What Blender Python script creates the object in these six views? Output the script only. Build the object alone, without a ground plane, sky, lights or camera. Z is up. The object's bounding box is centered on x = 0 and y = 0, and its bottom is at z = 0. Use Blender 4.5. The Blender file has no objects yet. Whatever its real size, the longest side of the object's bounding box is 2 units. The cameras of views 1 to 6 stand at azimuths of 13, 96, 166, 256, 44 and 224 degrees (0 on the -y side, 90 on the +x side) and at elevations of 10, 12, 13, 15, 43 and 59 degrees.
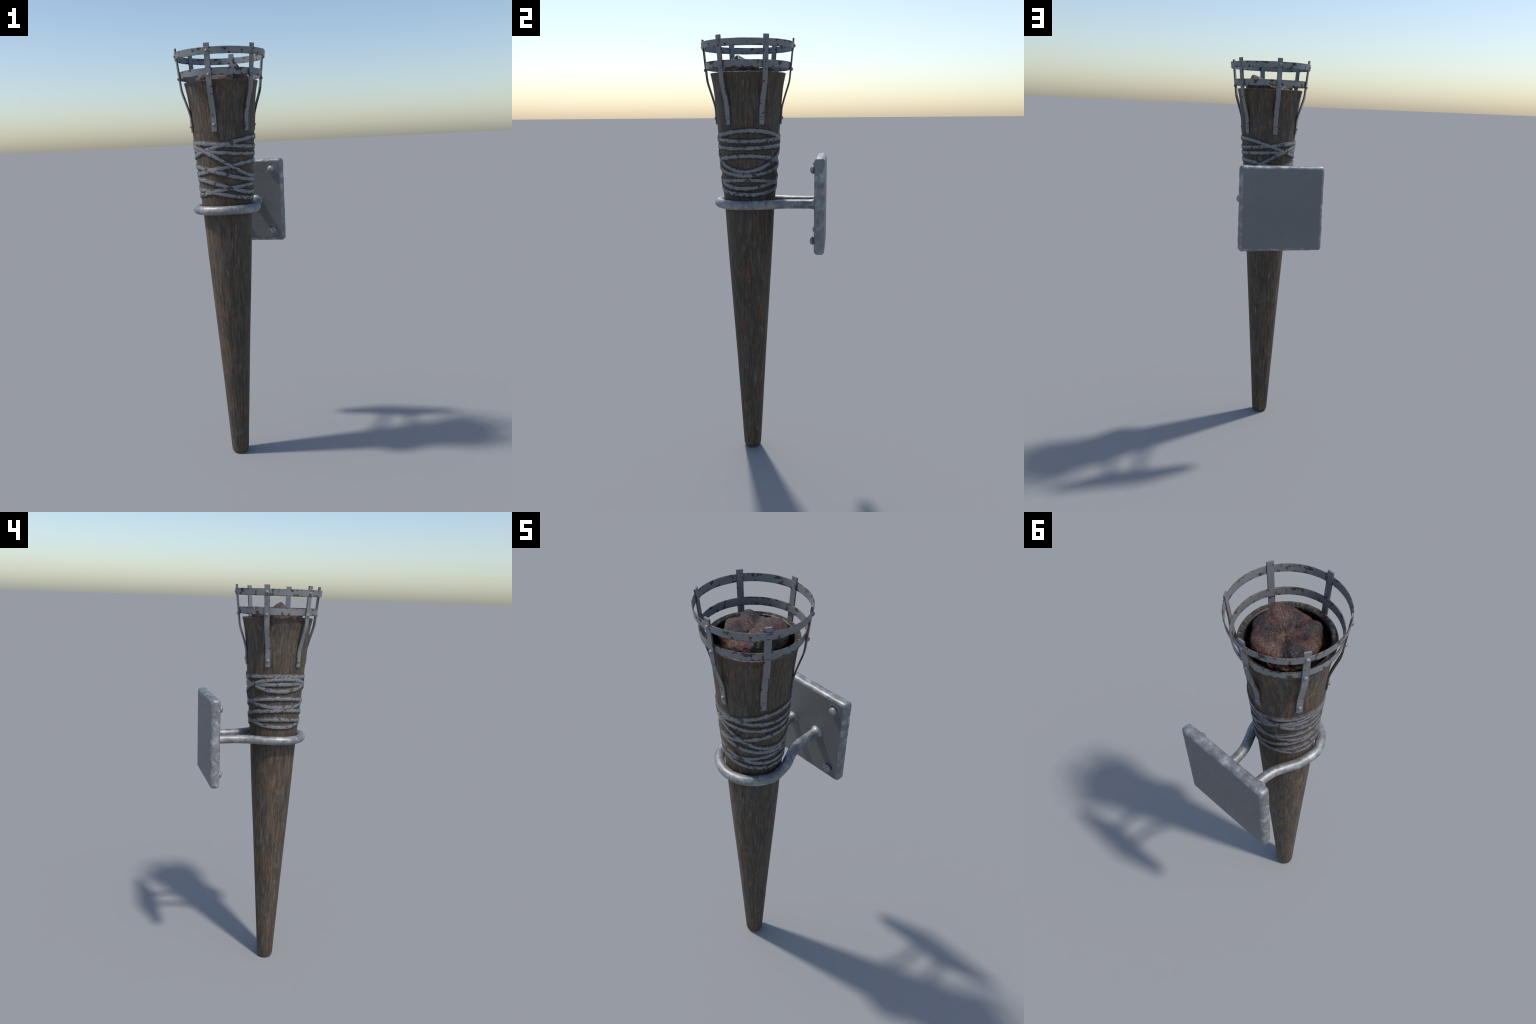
"""Medieval wall torch: tapered timber shaft with a coal lump, riveted iron basket,
wire lashings, and a loop bracket on a square mounting plate."""
import bpy, bmesh, math, random
from mathutils import Vector, noise
import numpy as np

random.seed(11)
PLATE_FRONT = 0.2415      # front face of the wall plate
AX = -0.0715            # the shaft axis stands at x = 0, y = AX
TAU = 2 * math.pi

# ------------------------------------------------------------------ materials
class NT:
    """Tiny helper around a material's node tree."""
    def __init__(self, name):
        self.mat = bpy.data.materials.new(name)
        self.mat.use_nodes = True
        self.t = self.mat.node_tree
        self.t.nodes.clear()
        self.out = self.t.nodes.new('ShaderNodeOutputMaterial')
        self.b = self.t.nodes.new('ShaderNodeBsdfPrincipled')
        self.t.links.new(self.b.outputs[0], self.out.inputs[0])
        self.co = self.t.nodes.new('ShaderNodeTexCoord').outputs['Object']

    def put(self, sock, v):
        if isinstance(v, bpy.types.NodeSocket):
            self.t.links.new(v, sock)
        elif v is not None:
            if isinstance(v, tuple) and len(v) == 3 and sock.type == 'RGBA':
                v = v + (1,)
            sock.default_value = v

    def math(self, op, a, b=None, c=None, clamp=False):
        n = self.t.nodes.new('ShaderNodeMath'); n.operation = op; n.use_clamp = clamp
        for i, v in enumerate((a, b, c)):
            if v is not None:
                self.put(n.inputs[i], v)
        return n.outputs[0]

    def mapping(self, scale=(1, 1, 1), loc=(0, 0, 0), vec=None):
        n = self.t.nodes.new('ShaderNodeMapping')
        self.put(n.inputs['Vector'], vec or self.co)
        n.inputs['Scale'].default_value = scale
        n.inputs['Location'].default_value = loc
        return n.outputs[0]

    def noise(self, scale, detail=4, rough=0.55, vec=None, dist=0.0):
        n = self.t.nodes.new('ShaderNodeTexNoise')
        self.put(n.inputs['Vector'], vec or self.co)
        n.inputs['Scale'].default_value = scale
        n.inputs['Detail'].default_value = detail
        n.inputs['Roughness'].default_value = rough
        n.inputs['Distortion'].default_value = dist
        return n.outputs['Fac']

    def voronoi(self, scale, vec=None, feature='F1'):
        n = self.t.nodes.new('ShaderNodeTexVoronoi'); n.feature = feature
        self.put(n.inputs['Vector'], vec or self.co)
        n.inputs['Scale'].default_value = scale
        return n.outputs['Distance']

    def ramp(self, fac, *stops):
        n = self.t.nodes.new('ShaderNodeValToRGB')
        e = n.color_ramp.elements
        while len(e) < len(stops):
            e.new(0.5)
        for el, (p, c) in zip(e, stops):
            el.position = p
            el.color = (c, c, c, 1) if not isinstance(c, tuple) else c + (1,)
        self.put(n.inputs[0], fac)
        return n.outputs[0]

    def step(self, v, lo, hi):
        n = self.t.nodes.new('ShaderNodeMapRange'); n.interpolation_type = 'SMOOTHSTEP'
        self.put(n.inputs[0], v)
        n.inputs[1].default_value = lo; n.inputs[2].default_value = hi
        return n.outputs[0]

    def mix(self, f, a, b, mode='MIX'):
        n = self.t.nodes.new('ShaderNodeMix'); n.data_type = 'RGBA'; n.blend_type = mode
        self.put(n.inputs[0], f); self.put(n.inputs[6], a); self.put(n.inputs[7], b)
        return n.outputs[2]

    def sep(self, vec=None):
        n = self.t.nodes.new('ShaderNodeSeparateXYZ')
        self.put(n.inputs[0], vec or self.co)
        return n.outputs

    def bump(self, h, strength, dist, prev=None):
        n = self.t.nodes.new('ShaderNodeBump')
        n.inputs['Strength'].default_value = strength
        n.inputs['Distance'].default_value = dist
        self.put(n.inputs['Height'], h)
        if prev is not None:
            self.put(n.inputs['Normal'], prev)
        return n.outputs[0]

    def finish(self, color, rough, metal=0.0, normal=None, spec=0.5):
        b = self.b
        self.put(b.inputs['Base Color'], color)
        self.put(b.inputs['Roughness'], rough)
        self.put(b.inputs['Metallic'], metal)
        self.put(b.inputs['Specular IOR Level'], spec)
        if normal is not None:
            self.put(b.inputs['Normal'], normal)
        return self.mat

    def random_offset(self):
        oi = self.t.nodes.new('ShaderNodeObjectInfo')
        n = self.t.nodes.new('ShaderNodeVectorMath'); n.operation = 'SCALE'
        c = self.t.nodes.new('ShaderNodeCombineXYZ')
        for s in c.inputs:
            self.put(s, oi.outputs['Random'])
        self.put(n.inputs[0], c.outputs[0]); n.inputs['Scale'].default_value = 37.0
        a = self.t.nodes.new('ShaderNodeVectorMath'); a.operation = 'ADD'
        self.put(a.inputs[0], self.co); self.put(a.inputs[1], n.outputs[0])
        return a.outputs[0]


STEEL = (0.218, 0.224, 0.229)

def tones(c, lo, hi):
    return tuple(k * lo for k in c), tuple(k * hi for k in c)

def weathered_steel(name, edge=None, amount=0.0):
    """Grey iron with chipped brown rust patches, which crowd along the edges.
    edge(m) returns a 0..1 socket that is 1 at the edge of the bar."""
    m = NT(name)
    v = m.random_offset()
    big = m.noise(44, 2.5, 0.55, v)
    fine = m.noise(210, 3, 0.6, v)
    patch = m.math('ADD', m.math('MULTIPLY', big, 0.88), m.math('MULTIPLY', fine, 0.12))
    if edge:
        e = edge(m)
        patch = m.math('ADD', patch, m.math('MULTIPLY', m.math('POWER', e, 2.0), 0.10))
    rust = m.step(patch, 0.635 - amount, 0.665 - amount)
    stain = m.math('MULTIPLY', m.step(patch, 0.56 - amount, 0.66 - amount), 0.22)
    specks = m.step(m.noise(300, 2, 0.5, v), 0.70, 0.74)
    rust = m.math('MAXIMUM', rust, m.math('MULTIPLY', specks, 0.5))
    if edge:
        line = m.step(m.math('ADD', e, m.math('MULTIPLY', fine, 0.12)), 0.975, 1.03)
        rust = m.math('MAXIMUM', rust, m.math('MULTIPLY', line, 0.75))
    lo, hi = tones(STEEL, 0.88, 1.10)
    tone = m.ramp(m.noise(14, 4, 0.6, v), (0.3, lo), (0.7, hi))
    rustcol = m.ramp(m.noise(90, 3, 0.6, v), (0.35, (0.040, 0.029, 0.026)), (0.7, (0.090, 0.064, 0.054)))
    col = m.mix(m.math('MAXIMUM', rust, stain), tone, rustcol)
    rough = m.math('ADD', m.math('MULTIPLY', rust, 0.25), 0.5)
    nrm = m.bump(m.math('SUBTRACT', m.math('MULTIPLY', fine, 0.3), rust), 0.35, 0.001)
    return m.finish(col, rough, m.math('MULTIPLY', m.math('SUBTRACT', 1.0, rust), 0.35), nrm, 0.4)


def wire_steel(z0, swing, c2, s2, half_w):
    """Same iron; along both flanks of the strand rust and dirt eat in raggedly.
    The strand's own centre line gives the distance from the flank."""
    m = NT('lashing_iron')
    x, y, z = m.sep()
    dy = m.math('SUBTRACT', AX, y)
    r = m.math('SQRT', m.math('ADD', m.math('MULTIPLY', x, x), m.math('MULTIPLY', dy, dy)))
    sn, cs = m.math('DIVIDE', x, r), m.math('DIVIDE', dy, r)
    sin2 = m.math('MULTIPLY', m.math('MULTIPLY', sn, cs), 2.0)
    cos2 = m.math('SUBTRACT', 1.0, m.math('MULTIPLY', m.math('MULTIPLY', sn, sn), 2.0))
    line = m.math('MULTIPLY_ADD', sn, swing, z0)
    line = m.math('MULTIPLY_ADD', cos2, c2, line)
    line = m.math('MULTIPLY_ADD', sin2, s2, line)
    slope = m.math('MULTIPLY', cs, swing / 0.133)
    tilt = m.math('SQRT', m.math('MULTIPLY_ADD', slope, slope, 1.0))
    d = m.math('DIVIDE', m.math('ABSOLUTE', m.math('SUBTRACT', z, line)), m.math('MULTIPLY', tilt, half_w))
    n1 = m.noise(46, 4, 0.62)
    low = m.math('MULTIPLY', m.math('LESS_THAN', z, line), 0.06)     # the underside holds more dirt
    dd = m.math('ADD', m.math('ADD', d, low), m.math('MULTIPLY', m.math('SUBTRACT', n1, 0.5), 1.35))
    rust = m.step(dd, 0.50, 0.60)
    patch = m.step(m.noise(34, 3, 0.6, m.mapping(loc=(3, 5, 1))), 0.59, 0.62)
    rust = m.math('MAXIMUM', rust, m.math('MULTIPLY', patch, 0.9))
    lo, hi = tones(STEEL, 0.88, 1.08)
    tone = m.ramp(m.noise(18, 4, 0.6), (0.3, lo), (0.7, hi))
    rustcol = m.ramp(m.noise(95, 4, 0.65, m.mapping(loc=(6, 2, 8))), (0.32, (0.026, 0.020, 0.018)), (0.52, (0.060, 0.044, 0.039)),
                     (0.62, (0.085, 0.078, 0.076)), (0.74, (0.145, 0.146, 0.148)))
    col = m.mix(rust, tone, rustcol)
    return m.finish(col, m.math('ADD', m.math('MULTIPLY', rust, 0.15), 0.48),
                    m.math('MULTIPLY', m.math('SUBTRACT', 1.0, rust), 0.35),
                    m.bump(m.noise(240, 3, 0.6), 0.25, 0.001), 0.4)


def bracket_iron(name, edge=None, bolts=None):
    """Smooth forged iron, paler and speckled where it is rubbed (plate edges, rod)."""
    m = NT(name)
    worn = m.ramp(m.noise(30, 5, 0.66), (0.32, (0.175, 0.175, 0.176)), (0.5, (0.250, 0.254, 0.259)), (0.68, (0.43, 0.44, 0.45)))
    dark = m.step(m.noise(70, 3, 0.6, m.mapping(loc=(2, 7, 4))), 0.60, 0.74)
    worn = m.mix(m.math('MULTIPLY', dark, 0.55), worn, (0.095, 0.085, 0.08))
    col = worn
    if edge:
        e = edge(m)
        plain = m.ramp(m.noise(5, 3, 0.5), (0.3, (0.172, 0.178, 0.184)), (0.7, (0.192, 0.198, 0.205)))
        pale = m.step(m.noise(260, 2, 0.5), 0.70, 0.74)
        plain = m.mix(m.math('MULTIPLY', pale, 0.5), plain, (0.6, 0.62, 0.64))
        pits = m.step(m.noise(190, 2, 0.5, m.mapping(loc=(9, 1, 3))), 0.71, 0.75)
        plain = m.mix(m.math('MULTIPLY', pits, 0.7), plain, (0.05, 0.04, 0.035))
        wob = m.math('ADD', e, m.math('MULTIPLY', m.math('SUBTRACT', m.noise(40, 4, 0.6), 0.5), 0.9))
        col = m.mix(m.step(wob, 0.25, 0.85), plain, worn)
        x, y, z = m.sep()
        ring = m.noise(85, 3, 0.6)
        dx = m.math('SUBTRACT', m.math('ABSOLUTE', x), bolts[0])
        dz = m.math('SUBTRACT', m.math('ABSOLUTE', m.math('SUBTRACT', z, bolts[1])), bolts[2])
        d = m.math('SQRT', m.math('ADD', m.math('MULTIPLY', dx, dx), m.math('MULTIPLY', dz, dz)))
        d = m.math('ADD', d, m.math('MULTIPLY', m.math('SUBTRACT', ring, 0.5), 0.046))
        front = m.math('LESS_THAN', y, PLATE_FRONT + 0.01)
        halo = m.math('MULTIPLY', m.math('SUBTRACT', 1.0, m.step(d, 0.022, 0.034)), front)
        col = m.mix(m.math('MULTIPLY', halo, 0.5), col, (0.34, 0.35, 0.36))
        scab = m.math('MULTIPLY', m.math('SUBTRACT', 1.0, m.step(d, 0.0168, 0.0200)), front)
        col = m.mix(scab, col, (0.028, 0.020, 0.017))
    nrm = m.bump(m.noise(70, 4, 0.6), 0.09, 0.002)
    return m.finish(col, m.ramp(m.noise(60, 3, 0.6), (0.3, 0.46), (0.7, 0.60)), 0.5, nrm)


def wood(name='weathered_timber'):
    m = NT(name)
    warp = m.noise(5, 3, 0.5)
    c = m.t.nodes.new('ShaderNodeVectorMath'); c.operation = 'MULTIPLY_ADD'
    w = m.t.nodes.new('ShaderNodeCombineXYZ')
    m.put(w.inputs[0], warp); m.put(w.inputs[1], warp)
    m.put(c.inputs[0], w.outputs[0]); c.inputs[1].default_value = (0.025, 0.025, 0); m.put(c.inputs[2], m.co)
    vec = c.outputs[0]
    fib = m.noise(1, 6, 0.68, m.mapping((230, 230, 17), vec=vec))
    fib2 = m.noise(1, 5, 0.65, m.mapping((95, 95, 6.5), (4, 2, 7), vec))
    cloud = m.noise(1, 5, 0.65, m.mapping((19, 19, 8), (1, 8, 3)))
    warm = m.noise(1, 5, 0.68, m.mapping((30, 30, 4.6), (7, 3, 11), vec))
    grain = m.math('ADD', m.math('MULTIPLY', fib, 0.5), m.math('MULTIPLY', fib2, 0.5))
    grey = m.ramp(grain, (0.36, (0.031, 0.025, 0.020)), (0.5, (0.076, 0.061, 0.048)), (0.64, (0.145, 0.119, 0.094)))
    tan = m.ramp(grain, (0.36, (0.038, 0.025, 0.016)), (0.5, (0.100, 0.063, 0.036)), (0.64, (0.182, 0.120, 0.070)))
    col = m.mix(m.math('MULTIPLY', m.step(warm, 0.45, 0.60), 0.8), grey, tan)
    dark = m.math('SUBTRACT', 1.0, m.step(cloud, 0.38, 0.50))
    col = m.mix(m.math('MULTIPLY', dark, 0.85), col, m.mix(0.5, col, (0.033, 0.030, 0.028)))
    dust = m.step(m.noise(1, 5, 0.72, m.mapping((40, 40, 17), (5, 5, 5))), 0.53, 0.66)
    col = m.mix(m.math('MULTIPLY', m.math('MULTIPLY', dust, m.step(grain, 0.36, 0.60)), 0.60), col, (0.160, 0.146, 0.128))
    flecks = m.step(m.noise(1, 3, 0.6, m.mapping((210, 210, 40), (2, 9, 1))), 0.66, 0.74)
    col = m.mix(m.math('MULTIPLY', flecks, 0.45), col, (0.21, 0.185, 0.155))
    col = m.mix(1.0, col, (0.95, 0.93, 0.90), 'MULTIPLY')
    nrm = m.bump(grain, 0.7, 0.003)
    nrm = m.bump(m.noise(60, 4, 0.6), 0.2, 0.002, nrm)
    return m.finish(col, m.ramp(cloud, (0.3, 0.55), (0.7, 0.72)), 0, nrm, 0.35)


def charred():
    """Rim and bowl: end grain in radial streaks, burnt black toward the inside; bowl shade painted in."""
    m = NT('charred_timber')
    x, y, z = m.sep()
    dy = m.math('SUBTRACT', y, AX)
    ang = m.math('ARCTAN2', x, dy)
    r = m.math('SQRT', m.math('ADD', m.math('MULTIPLY', x, x), m.math('MULTIPLY', dy, dy)))
    c = m.t.nodes.new('ShaderNodeCombineXYZ')
    m.put(c.inputs[0], m.math('SINE', ang)); m.put(c.inputs[1], m.math('COSINE', ang))
    m.put(c.inputs[2], m.math('MULTIPLY', r, 3.0))
    streak = m.noise(15, 4, 0.66, c.outputs[0])
    fine = m.noise(32, 3, 0.6, c.outputs[0])
    broad = m.noise(2.2, 2, 0.5, c.outputs[0])
    g = m.math('ADD', m.math('MULTIPLY', streak, 0.5), m.math('MULTIPLY', fine, 0.5))
    tan = m.ramp(g, (0.32, (0.028, 0.021, 0.016)), (0.52, (0.080, 0.058, 0.040)), (0.72, (0.18, 0.142, 0.104)))
    burn = m.math('ADD', r, m.math('MULTIPLY', m.math('SUBTRACT', streak, 0.5), 0.075))
    burn = m.math('ADD', burn, m.math('MULTIPLY', m.math('SUBTRACT', broad, 0.5), 0.03))
    burn = m.math('SUBTRACT', 1.0, m.step(burn, 0.157, 0.166))
    col = m.mix(burn, tan, m.ramp(fine, (0.3, (0.008, 0.008, 0.009)), (0.6, (0.026, 0.025, 0.026)), (0.8, (0.10, 0.09, 0.08))))
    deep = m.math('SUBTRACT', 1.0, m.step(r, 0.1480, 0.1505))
    col = m.mix(deep, col, m.ramp(fine, (0.4, (0.005, 0.005, 0.005)), (0.8, (0.018, 0.015, 0.012))))  # inside the bowl: char, with the unlit wall's shade added to its colour
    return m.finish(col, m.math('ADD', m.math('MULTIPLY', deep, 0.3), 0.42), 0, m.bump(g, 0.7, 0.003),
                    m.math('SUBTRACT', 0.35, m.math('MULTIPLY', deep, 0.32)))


def coal(centre):
    m = NT('smouldering_coal')
    def spot(p, lo, hi):
        """Soft ragged blotch round a point given from the lump's centre."""
        n = m.t.nodes.new('ShaderNodeVectorMath'); n.operation = 'DISTANCE'
        m.put(n.inputs[0], m.co); n.inputs[1].default_value = tuple(Vector(centre) + Vector(p))
        d = m.math('ADD', n.outputs['Value'], m.math('MULTIPLY', m.math('SUBTRACT', m.noise(34, 4, 0.6), 0.5), 0.055))
        return m.math('SUBTRACT', 1.0, m.step(d, lo, hi))
    a = m.noise(14, 3, 0.55, None, 0.5)
    b = m.noise(19, 3, 0.55, m.mapping(loc=(4, 9, 2)), 0.7)
    col = m.ramp(a, (0.36, (0.022, 0.020, 0.020)), (0.45, (0.080, 0.032, 0.023)), (0.54, (0.115, 0.034, 0.027)), (0.66, (0.120, 0.068, 0.048)))
    col = m.mix(m.math('MULTIPLY', m.step(b, 0.48, 0.66), 0.8), col, m.ramp(a, (0.4, (0.110, 0.068, 0.042)), (0.6, (0.170, 0.100, 0.078))))
    for p, lo, hi in (((-0.008, -0.010, 0.06), 0.010, 0.042), ((-0.100, -0.025, 0.045), 0.010, 0.042)):
        col = m.mix(m.math('MULTIPLY', spot(p, lo, hi), 0.6), col, (0.120, 0.078, 0.052))
    for p, lo, hi in (((-0.055, -0.022, 0.05), 0.006, 0.040), ((0.03, 0.06, 0.05), 0.006, 0.036)):
        col = m.mix(m.math('MULTIPLY', spot(p, lo, hi), 0.7), col, (0.085, 0.018, 0.015))
    black = m.step(m.noise(17, 5, 0.66, m.mapping(loc=(8, 1, 6)), 0.5), 0.52, 0.64)
    for p, lo, hi in (((-0.080, 0.050, 0.05), 0.022, 0.056), ((-0.062, -0.030, 0.045), 0.004, 0.026), ((-0.030, 0.055, 0.04), 0.004, 0.030),
                      ((0.0, -0.052, 0.05), 0.004, 0.030), ((0.03, 0.022, 0.05), 0.004, 0.026), ((0.105, 0.045, 0.03), 0.010, 0.038), ((-0.050, -0.070, 0.05), 0.008, 0.032)):
        black = m.math('MAXIMUM', black, spot(p, lo, hi))
    col = m.mix(m.math('MULTIPLY', black, 0.85), col, (0.024, 0.0245, 0.026))
    crust = m.noise(190, 3, 0.6, None, 1.2)
    pits = m.math('SUBTRACT', 1.0, m.step(crust, 0.34, 0.54))
    col = m.mix(m.math('MULTIPLY', pits, 0.85), col, m.mix(1.0, col, (0.22, 0.2, 0.2), 'MULTIPLY'))
    tips = m.step(crust, 0.56, 0.70)
    glint = m.mix(1.0, m.mix(0.25, col, (0.10, 0.09, 0.078)), (2.3, 2.2, 2.1), 'MULTIPLY')  # bright glints on the crust tips, painted into the colour
    col = m.mix(m.math('MULTIPLY', tips, 0.6), col, glint)
    col = m.mix(1.0, col, (0.84, 0.78, 0.72), 'MULTIPLY')
    return m.finish(col, 0.27, 0, m.bump(crust, 1.0, 0.0045), 0.6)


# ------------------------------------------------------------------ mesh helpers
def make_object(name, verts, faces, mat, parent=None, smooth_angle=None, smooth=True):
    me = bpy.data.meshes.new(name)
    me.from_pydata([tuple(map(float, v)) for v in verts], [], faces)
    bm = bmesh.new(); bm.from_mesh(me)
    bmesh.ops.recalc_face_normals(bm, faces=bm.faces[:])
    if smooth_angle is not None:
        for e in bm.edges:
            e.smooth = not (len(e.link_faces) == 2 and e.calc_face_angle(0) > smooth_angle)
    for f in bm.faces:
        f.smooth = smooth
    bm.to_mesh(me); bm.free()
    me.materials.append(mat)
    ob = bpy.data.objects.new(name, me)
    bpy.context.scene.collection.objects.link(ob)
    if parent:
        ob.parent = parent
    return ob

def grid_faces(n, m, wrap_u, wrap_v, cap=False):
    """n stations of m section points; wrap_u joins the last station to the first."""
    f = []
    for i in range(n if wrap_u else n - 1):
        a, b = i * m, ((i + 1) % n) * m
        for j in range(m if wrap_v else m - 1):
            k = (j + 1) % m
            f.append((a + j, b + j, b + k, a + k))
    if cap:
        f.append(tuple(range(m))); f.append(tuple((n - 1) * m + j for j in range(m)))
    return f

def catmull(pts, per):
    pts = [Vector(p) for p in pts]
    out = []
    for i in range(len(pts) - 1):
        p0 = pts[i - 1] if i else pts[0] * 2 - pts[1]
        p1, p2 = pts[i], pts[i + 1]
        p3 = pts[i + 2] if i + 2 < len(pts) else p2 * 2 - p1
        for k in range(per):
            t = k / per
            out.append(0.5 * ((2 * p1) + (p2 - p0) * t + (2 * p0 - 5 * p1 + 4 * p2 - p3) * t * t
                              + (3 * p1 - p0 - 3 * p2 + p3) * t ** 3))
    out.append(pts[-1])
    return out

def polar(phi, r, z):
    """phi = 0 faces -y, phi = 90 degrees faces +x."""
    return Vector((r * math.sin(phi), AX - r * math.cos(phi), z))

# ------------------------------------------------------------------ root
torch = bpy.data.objects.new('wall_torch', None)
bpy.context.scene.collection.objects.link(torch)
torch['label'] = 'tapered wooden wall torch with riveted iron basket and coal'
torch['category'] = 'wall torch'

# ------------------------------------------------------------------ timber shaft
SHAFT = [(0.030, 0.0), (0.0365, 0.0035), (0.0405, 0.011), (0.0435, 0.04), (0.0545, 0.225), (0.0668, 0.43),
         (0.0773, 0.60), (0.1030, 1.00), (0.1155, 1.222), (0.1222, 1.31), (0.1442, 1.61), (0.1515, 1.71),
         (0.1595, 1.785), (0.1668, 1.825), (0.1708, 1.843)]

SHAFT = [(r + 0.0006 if z > 0 else r, z) for r, z in SHAFT]

def shaft_radius(z):
    return float(np.interp(z, [p[1] for p in SHAFT], [p[0] for p in SHAFT]))

def lathe(profile, seg, wobble=0.0, close_start=False, close_end=False):
    v, f = [], []
    for r, z in profile:
        for i in range(seg):
            p = TAU * i / seg
            d = wobble * noise.noise(Vector((4 * math.sin(p), 4 * math.cos(p), z * 2.3)))
            v.append(polar(p, r + d, z))
    f = grid_faces(len(profile), seg, False, True)
    if close_start:
        f.append(tuple(range(seg)))
    if close_end:
        n = len(profile)
        f.append(tuple((n - 1) * seg + i for i in range(seg)))
    return v, f

prof = [(p.x, p.y) for p in catmull([(r, z, 0) for r, z in SHAFT], 6)]
v, f = lathe(prof, 96, 0.0009, close_start=True)
shaft = make_object('wooden_shaft', v, f, wood(), torch, math.radians(40))

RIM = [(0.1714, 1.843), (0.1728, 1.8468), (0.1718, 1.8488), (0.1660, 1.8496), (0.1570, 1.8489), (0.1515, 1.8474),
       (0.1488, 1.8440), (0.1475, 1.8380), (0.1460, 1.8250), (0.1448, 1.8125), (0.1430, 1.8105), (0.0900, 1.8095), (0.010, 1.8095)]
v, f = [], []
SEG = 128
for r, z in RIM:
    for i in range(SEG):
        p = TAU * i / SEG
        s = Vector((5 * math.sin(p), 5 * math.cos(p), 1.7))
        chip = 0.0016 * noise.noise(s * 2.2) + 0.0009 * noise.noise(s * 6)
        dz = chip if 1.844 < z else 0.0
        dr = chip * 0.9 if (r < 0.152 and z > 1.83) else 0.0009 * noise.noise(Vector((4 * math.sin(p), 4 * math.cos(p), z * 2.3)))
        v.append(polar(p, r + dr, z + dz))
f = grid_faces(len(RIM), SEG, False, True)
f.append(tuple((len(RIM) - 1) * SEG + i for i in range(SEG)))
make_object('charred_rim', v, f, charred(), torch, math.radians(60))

# ------------------------------------------------------------------ coal lump
COAL_C = Vector((0.003, AX, 1.826))
LUMPS = [  # direction from the lump's centre, height, spread
    ((0.64, -0.26, 0.73), 0.064, 0.36), ((-0.13, -0.16, 0.98), 0.007, 0.26), ((-0.70, 0.47, 0.54), 0.034, 0.30),
    ((-0.85, -0.15, 0.47), 0.025, 0.25), ((-0.46, -0.77, 0.44), 0.021, 0.28), ((0.38, 0.81, 0.46), 0.023, 0.32),
    ((0.02, 0.85, 0.53), 0.012, 0.28), ((0.45, -0.73, 0.50), 0.014, 0.32), ((0.83, 0.28, 0.48), 0.018, 0.32),
    ((-0.69, -0.20, 0.67), -0.020, 0.20), ((-0.41, 0.55, 0.70), -0.013, 0.20), ((-0.01, -0.61, 0.79), -0.014, 0.20),
    ((0.30, 0.25, 0.91), -0.006, 0.20)]
LUMPS = [(Vector(d).normalized(), h, s) for d, h, s in LUMPS]
bm = bmesh.new()
bmesh.ops.create_icosphere(bm, subdivisions=7, radius=1.0)
for vert in bm.verts:
    d = vert.co.normalized()
    e = 3.3                                        # boxy dome: steep sides, flat-ish crown
    hz = 0.052 if d.z > 0 else 0.05
    k = (math.hypot(d.x / 0.119, d.y / 0.119) ** e + abs(d.z / hz) ** e) ** (-1 / e)
    for c, h, s in LUMPS:
        a = (d - c).length
        k += h * math.exp(-(a / s) ** (1.5 if h > 0.05 else 2))
    k += 0.0060 * noise.noise(d * 3.1 + Vector((3, 1, 8))) + 0.0035 * noise.noise(d * 8 + Vector((1, 1, 4)))
    wr = d * 12 + 0.35 * noise.noise_vector(d * 9)      # wrinkled crust
    k += 0.0010 * (0.5 - abs(noise.noise(wr))) + 0.0007 * noise.noise(d * 26 + 0.5 * noise.noise_vector(d * 14)) + 0.0004 * noise.noise(d * 55)
    vert.co = COAL_C + d * k
for fc in bm.faces:
    fc.smooth = True
me = bpy.data.meshes.new('coal_lump'); bm.to_mesh(me); bm.free()
me.materials.append(coal(COAL_C))
lump = bpy.data.objects.new('coal_lump', me)
bpy.context.scene.collection.objects.link(lump); lump.parent = torch

# ------------------------------------------------------------------ basket: straps, hoops, rivets
STRAP_W, STRAP_T = 0.0252, 0.0066
STRAP_LINE = [(0.2082, 2.0), (0.2040, 1.955), (0.1945, 1.860), (0.1900, 1.820), (0.1847, 1.798), (0.1730, 1.762),
              (0.1595, 1.718), (0.1543, 1.695), (0.1525, 1.675), (0.1491, 1.622)]

def strap_edge(m):
    return m.math('MULTIPLY', m.math('ABSOLUTE', m.sep()[0]), 2 / STRAP_W)

strap_mat = weathered_steel('strap_iron', strap_edge, -0.02)
line = catmull([(r, z, 0) for r, z in STRAP_LINE], 8)
v = []
n = len(line)
BEV = 0.0011
for i, p in enumerate(line):
    t = (line[min(i + 1, n - 1)] - line[max(i - 1, 0)]).normalized()
    nr = Vector((-t.y, t.x)) if -t.y > 0 else Vector((t.y, -t.x))     # outward in (r, z)
    left = sum((line[k + 1] - line[k]).length for k in range(i, n - 1))
    w = STRAP_W / 2
    if left < 0.006:
        w *= 0.86 + 0.14 * math.sqrt(max(0.0, 1 - (1 - left / 0.006) ** 2))
    h = STRAP_T / 2
    for sx, sn in ((-w, -h + BEV), (-w, h - BEV), (-w + BEV, h), (0, h), (w - BEV, h), (w, h - BEV), (w, -h + BEV),
                   (w - BEV, -h), (0, -h), (-w + BEV, -h)):
        jag = 0.0003 * noise.noise(Vector((sx * 50, p.y * 70, 1.0))) if abs(sx) > 0.005 else 0
        r = p.x + nr.x * sn
        v.append((sx + math.copysign(jag, sx) if sx else 0, -r, p.y + nr.y * sn))
strap_faces = grid_faces(n, 10, False, True, cap=True)
straps = []
first = make_object('strap', v, strap_faces, strap_mat, torch, math.radians(35))
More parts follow.
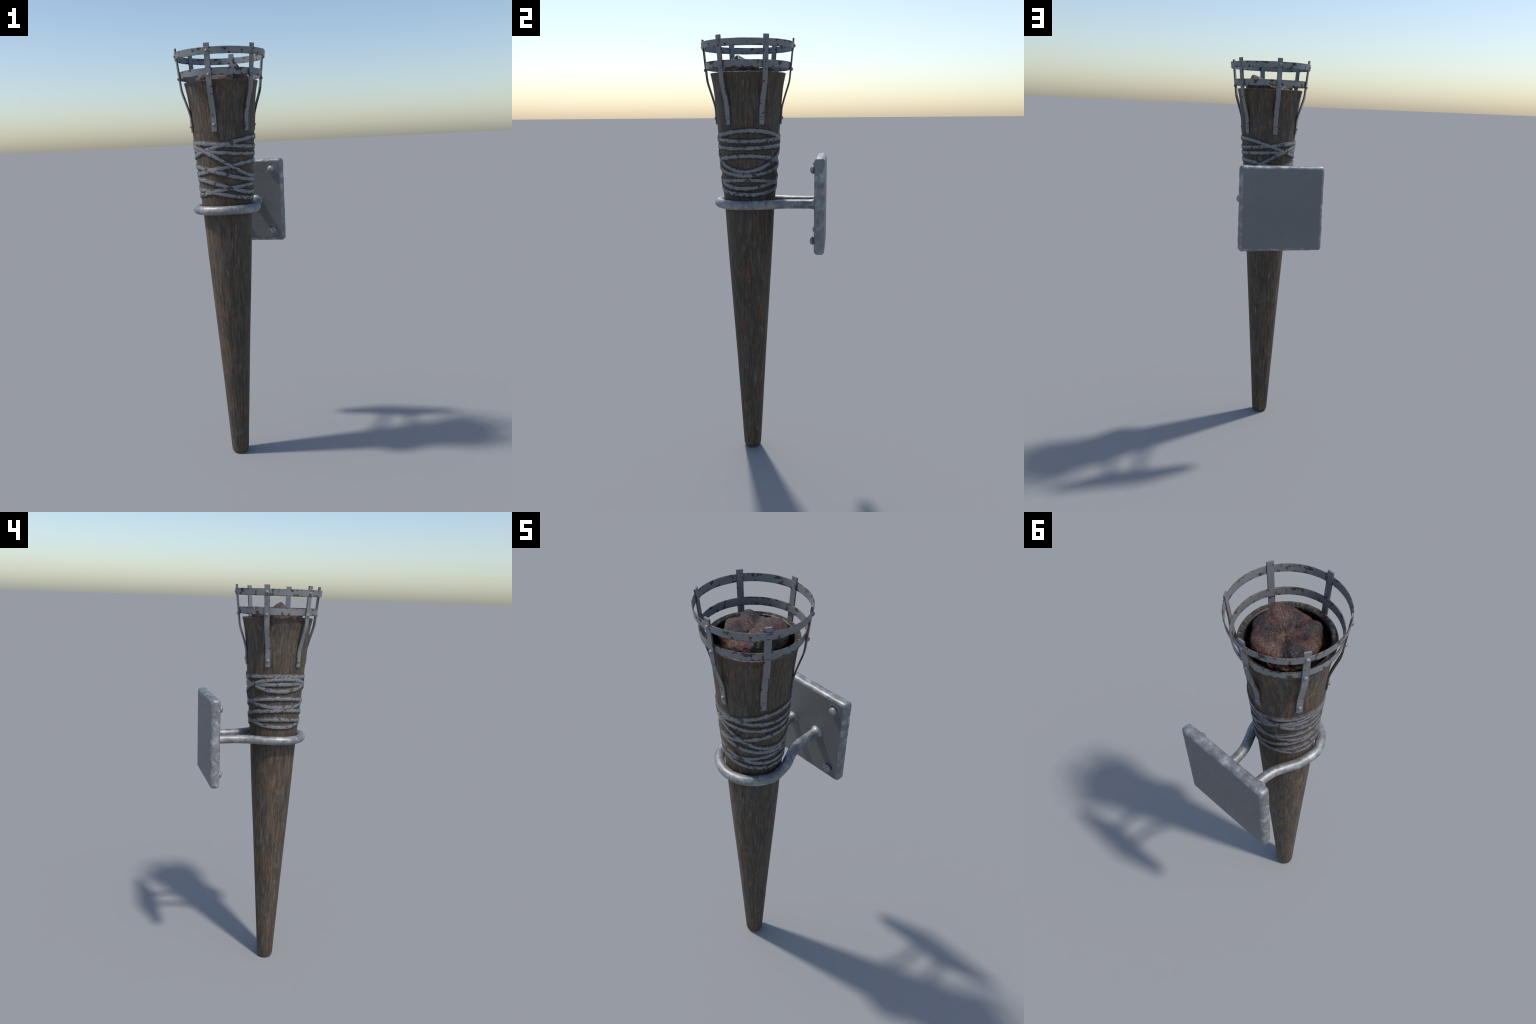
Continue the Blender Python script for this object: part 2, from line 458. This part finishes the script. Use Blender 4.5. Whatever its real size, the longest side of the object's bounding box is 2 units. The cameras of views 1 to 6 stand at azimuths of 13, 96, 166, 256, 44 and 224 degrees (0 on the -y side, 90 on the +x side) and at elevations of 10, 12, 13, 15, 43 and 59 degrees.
for k in range(6):
    ob = first if k == 0 else first.copy()
    if k:
        bpy.context.scene.collection.objects.link(ob)
    ob.location = (0, AX, 0)
    ob.rotation_euler = (0, 0, k * TAU / 6)
    ob.parent = torch
    straps.append(ob)

def hoop(r_top, r_bot, z_top, z_bot, thick):
    zc, half = (z_top + z_bot) / 2, (z_top - z_bot) / 2
    def edge(m):
        return m.math('MULTIPLY', m.math('ABSOLUTE', m.math('SUBTRACT', m.sep()[2], zc)), 1 / half)
    mat = weathered_steel('hoop_iron', edge, 0.03)
    b = 0.0009
    sec = [(r_bot, z_bot + b), (r_top, z_top - b), (r_top - b, z_top), (r_top - thick + b, z_top),
           (r_top - thick, z_top - b), (r_bot - thick, z_bot + b), (r_bot - thick + b, z_bot), (r_bot - b, z_bot)]
    seg, v = 48, []
    for i in range(seg):
        p = TAU * (i + 0.5) / seg
        for r, z in sec:
            jz = 0.0007 * noise.noise(Vector((9 * math.sin(p), 9 * math.cos(p), z * 30)))
            v.append(polar(p, r, z + jz))
    return make_object('hoop', v, grid_faces(seg, len(sec), True, True), mat, torch, math.radians(35))

hoop(0.2118, 0.2090, 1.9825, 1.9520, 0.0042)
hoop(0.1942, 0.1912, 1.8965, 1.8650, 0.0042)

# rivets: one shared domed head, three on every strap
rivet_mat = weathered_steel('rivet_iron')
dome = [(0.0004, 0.0068), (0.003, 0.0064), (0.0055, 0.0053), (0.0072, 0.0034), (0.0083, 0.0010), (0.0084, -0.003)]
v, f = [], []
for r, h in dome:
    for i in range(20):
        a = TAU * i / 20
        v.append((r * math.cos(a), -h, r * math.sin(a)))
f = grid_faces(len(dome), 20, False, True, cap=True)
rivet_mesh = make_object('rivet', v, f, rivet_mat, None, math.radians(60))
made = False
for s in straps:
    for r, z, tilt in ((0.2104, 1.967, 5.5), (0.1988, 1.8665, 5.5), (0.1541, 1.651, 4.0)):
        ob = rivet_mesh if not made else rivet_mesh.copy()
        if made:
            bpy.context.scene.collection.objects.link(ob)
        made = True
        ob.parent = s
        ob.location = (0, -r, z)
        ob.rotation_euler = (math.radians(tilt), random.uniform(0, 6), 0)

# ------------------------------------------------------------------ wire lashings
# each strand is a tilted ring: height = z0 + swing * sin(phi) (+ second harmonic)
LASH = [(1.5505, 0.0450, 0.0012, -0.0032, 0.0062), (1.5625, -0.0143, 0, 0, 0.0056), (1.5273, -0.0108, 0, -0.0015, 0.0054),
        (1.4520, 0.0292, -0.0015, -0.0010, 0.0054), (1.4945, -0.0756, 0.0068, -0.0014, 0.0068), (1.4332, -0.0373, 0.0018, 0, 0.0060),
        (1.3503, 0.0245, 0.0010, 0.0006, 0.0056), (1.3757, -0.0368, 0.0028, -0.0012, 0.0062), (1.3359, -0.0285, 0.0004, 0.0014, 0.0054)]
N, HALF_W = 192, 0.0136
for idx, (z0, swing, c2, s2, proud) in enumerate(LASH):
    def path(p):
        z = z0 + swing * math.sin(p) + c2 * math.cos(2 * p) + s2 * math.sin(2 * p)
        z += 0.0008 * noise.noise(Vector((3 * math.sin(p), 3 * math.cos(p), idx * 5.0)))
        return polar(p, shaft_radius(z), z)
    v = []
    for i in range(N):
        p = TAU * i / N
        c = path(p)
        t = (path(p + 0.01) - path(p - 0.01)).normalized()
        nr = Vector((math.sin(p), -math.cos(p), -0.071)).normalized()
        b = t.cross(nr).normalized()
        wv = 1 + 0.10 * noise.noise(Vector((6 * math.sin(p), 6 * math.cos(p), idx * 3.0)))
        for k in range(11):
            s = -math.cos(math.pi * k / 10)
            h = proud * (1 - abs(s) ** 2.2) ** 0.55 * (1 + 0.12 * noise.noise(Vector((9 * math.sin(p), 9 * math.cos(p), idx * 7.0))))
            v.append(c + b * (s * HALF_W * wv) + nr * (h + 0.0004))
        v.append(c + b * (HALF_W * 0.8) - nr * 0.004)
        v.append(c - b * (HALF_W * 0.8) - nr * 0.004)
    make_object('lashing_wire', v, grid_faces(N, 13, True, True), wire_steel(z0, swing, c2, s2, HALF_W), torch, math.radians(60))

# ------------------------------------------------------------------ bracket loop
ROD_R, ROD_Z = 0.0213, 1.2605
arm = [(0.0715, 0.252), (0.0715, 0.2425), (0.0715, 0.236), (0.0715, 0.225), (0.0715, 0.190), (0.0722, 0.155), (0.0755, 0.120), (0.0835, 0.087), (0.0960, 0.057),
       (0.1130, 0.022), (0.1290, -0.014)]
ring = []
for k in range(1, 12):
    a = math.radians(100 - k * 200 / 12)       # from just behind +x round the front to -x
    ring.append((0.1432 * math.sin(a), AX - 0.1432 * math.cos(a)))
plan = arm + ring + [(-x, y) for x, y in reversed(arm)]
cl = catmull([(x, y, ROD_Z) for x, y in plan], 6)
v, n, M = [], len(cl), 24
for i, p in enumerate(cl):
    t = (cl[min(i + 1, n - 1)] - cl[max(i - 1, 0)]).normalized()
    side = Vector((-t.y, t.x, 0)).normalized()
    back = p.y - (PLATE_FRONT - 0.030)         # welded foot flares into the plate
    flare = 0.012 * max(0.0, min(1.0, (back - 0.010) / 0.022)) ** 2.2 if abs(p.x) < 0.1 else 0.0
    for j in range(M):
        a = TAU * j / M
        rr = ROD_R + flare + 0.0007 * noise.noise(Vector((p.x * 40 + math.cos(a) * 1.5, p.y * 40, math.sin(a) * 1.5)))
        v.append(p + side * (rr * math.cos(a)) + Vector((0, 0, rr * math.sin(a))))
make_object('bracket_loop', v, grid_faces(n, M, False, True, cap=True), bracket_iron('forged_rod_iron'), torch, math.radians(60))

# ------------------------------------------------------------------ mounting plate
PX, PY0, PY1, PZ0, PZ1, PR = 0.2158, PLATE_FRONT, 0.2885, 1.0485, 1.4785, 0.0170
pc = Vector((0, (PY0 + PY1) / 2, (PZ0 + PZ1) / 2))
ph = Vector((PX, (PY1 - PY0) / 2, (PZ1 - PZ0) / 2))

def ticks(h):
    """Cut positions along one side, close together near the rounded edge."""
    e = [-h + PR * (1 - math.cos(math.pi / 2 * k / 5)) * 1.0 for k in range(6)]
    inner = max(2, int((2 * h - 2 * PR) / 0.008))
    mid = [-h + PR + (2 * h - 2 * PR) * k / inner for k in range(1, inner)]
    return e + mid + [-x for x in reversed(e)]

bm = bmesh.new()
for axis in range(3):
    u, w = [a for a in range(3) if a != axis]
    tu, tw = ticks(ph[u]), ticks(ph[w])
    for sgn in (-1, 1):
        g = {}
        for i, a in enumerate(tu):
            for j, b in enumerate(tw):
                q = Vector((0, 0, 0)); q[axis] = sgn * ph[axis]; q[u] = a; q[w] = b
                g[i, j] = bm.verts.new(q)
        for i in range(len(tu) - 1):
            for j in range(len(tw) - 1):
                bm.faces.new((g[i, j], g[i + 1, j], g[i + 1, j + 1], g[i, j + 1]))
bmesh.ops.remove_doubles(bm, verts=bm.verts[:], dist=1e-6)
for vert in bm.verts:
    q = vert.co.copy()
    core = Vector([max(-ph[k] + PR, min(ph[k] - PR, q[k])) for k in range(3)])
    off = q - core
    if off.length > 1e-9:
        q = core + off.normalized() * PR
    # corners are clipped a little, the lower ones more
    cx, cz = abs(q.x) - (ph.x - 0.024), (abs(q.z) - (ph.z - 0.024))
    if cx > 0 and cz > 0:
        over = max(0.0, cx + cz - (0.036 if q.z < 0 else 0.041)) / 2
        q.x -= math.copysign(over, q.x); q.z -= math.copysign(over, q.z)
    edge = max(0.0, max(abs(q.x) / ph.x, abs(q.z) / ph.z) - 0.93) / 0.07
    q += off.normalized() * edge * (0.0018 * noise.noise((q + pc) * 26) + 0.0013 * noise.noise((q + pc) * 60)) if off.length > 1e-9 else Vector()
    vert.co = q + pc
bmesh.ops.recalc_face_normals(bm, faces=bm.faces[:])
for fc in bm.faces:
    fc.smooth = True
me = bpy.data.meshes.new('mounting_plate'); bm.to_mesh(me); bm.free()

def plate_edge(m):
    x, y, z = m.sep()
    a = m.step(m.math('ABSOLUTE', x), PX - 0.024, PX - 0.006)
    b = m.step(m.math('ABSOLUTE', m.math('SUBTRACT', z, pc.z)), ph.z - 0.024, ph.z - 0.006)
    return m.math('MAXIMUM', a, b)

me.materials.append(bracket_iron('forged_plate_iron', plate_edge, (0.157, 1.265, 0.160)))
plate = bpy.data.objects.new('mounting_plate', me)
bpy.context.scene.collection.objects.link(plate); plate.parent = torch

bolt_prof = [(0.0005, 0.0200), (0.0066, 0.0191), (0.0124, 0.0164), (0.0168, 0.0122), (0.0194, 0.0074), (0.0186, 0.0048),
             (0.0142, 0.0010), (0.0130, -0.004)]
v = []
for r, h in bolt_prof:
    for i in range(24):
        a = TAU * i / 24
        v.append((r * math.cos(a), -h, r * math.sin(a)))
bolt = make_object('bolt', v, grid_faces(len(bolt_prof), 24, False, True, cap=True), bracket_iron('bolt_iron'), plate, math.radians(70))
for k, (x, z) in enumerate(((0.157, 1.4250), (-0.157, 1.4250), (0.157, 1.1050), (-0.157, 1.1050))):
    ob = bolt if k == 0 else bolt.copy()
    if k:
        bpy.context.scene.collection.objects.link(ob)
    ob.parent = plate
    ob.location = (x, PLATE_FRONT, z)
    ob.rotation_euler = (0, k * 1.3, 0)
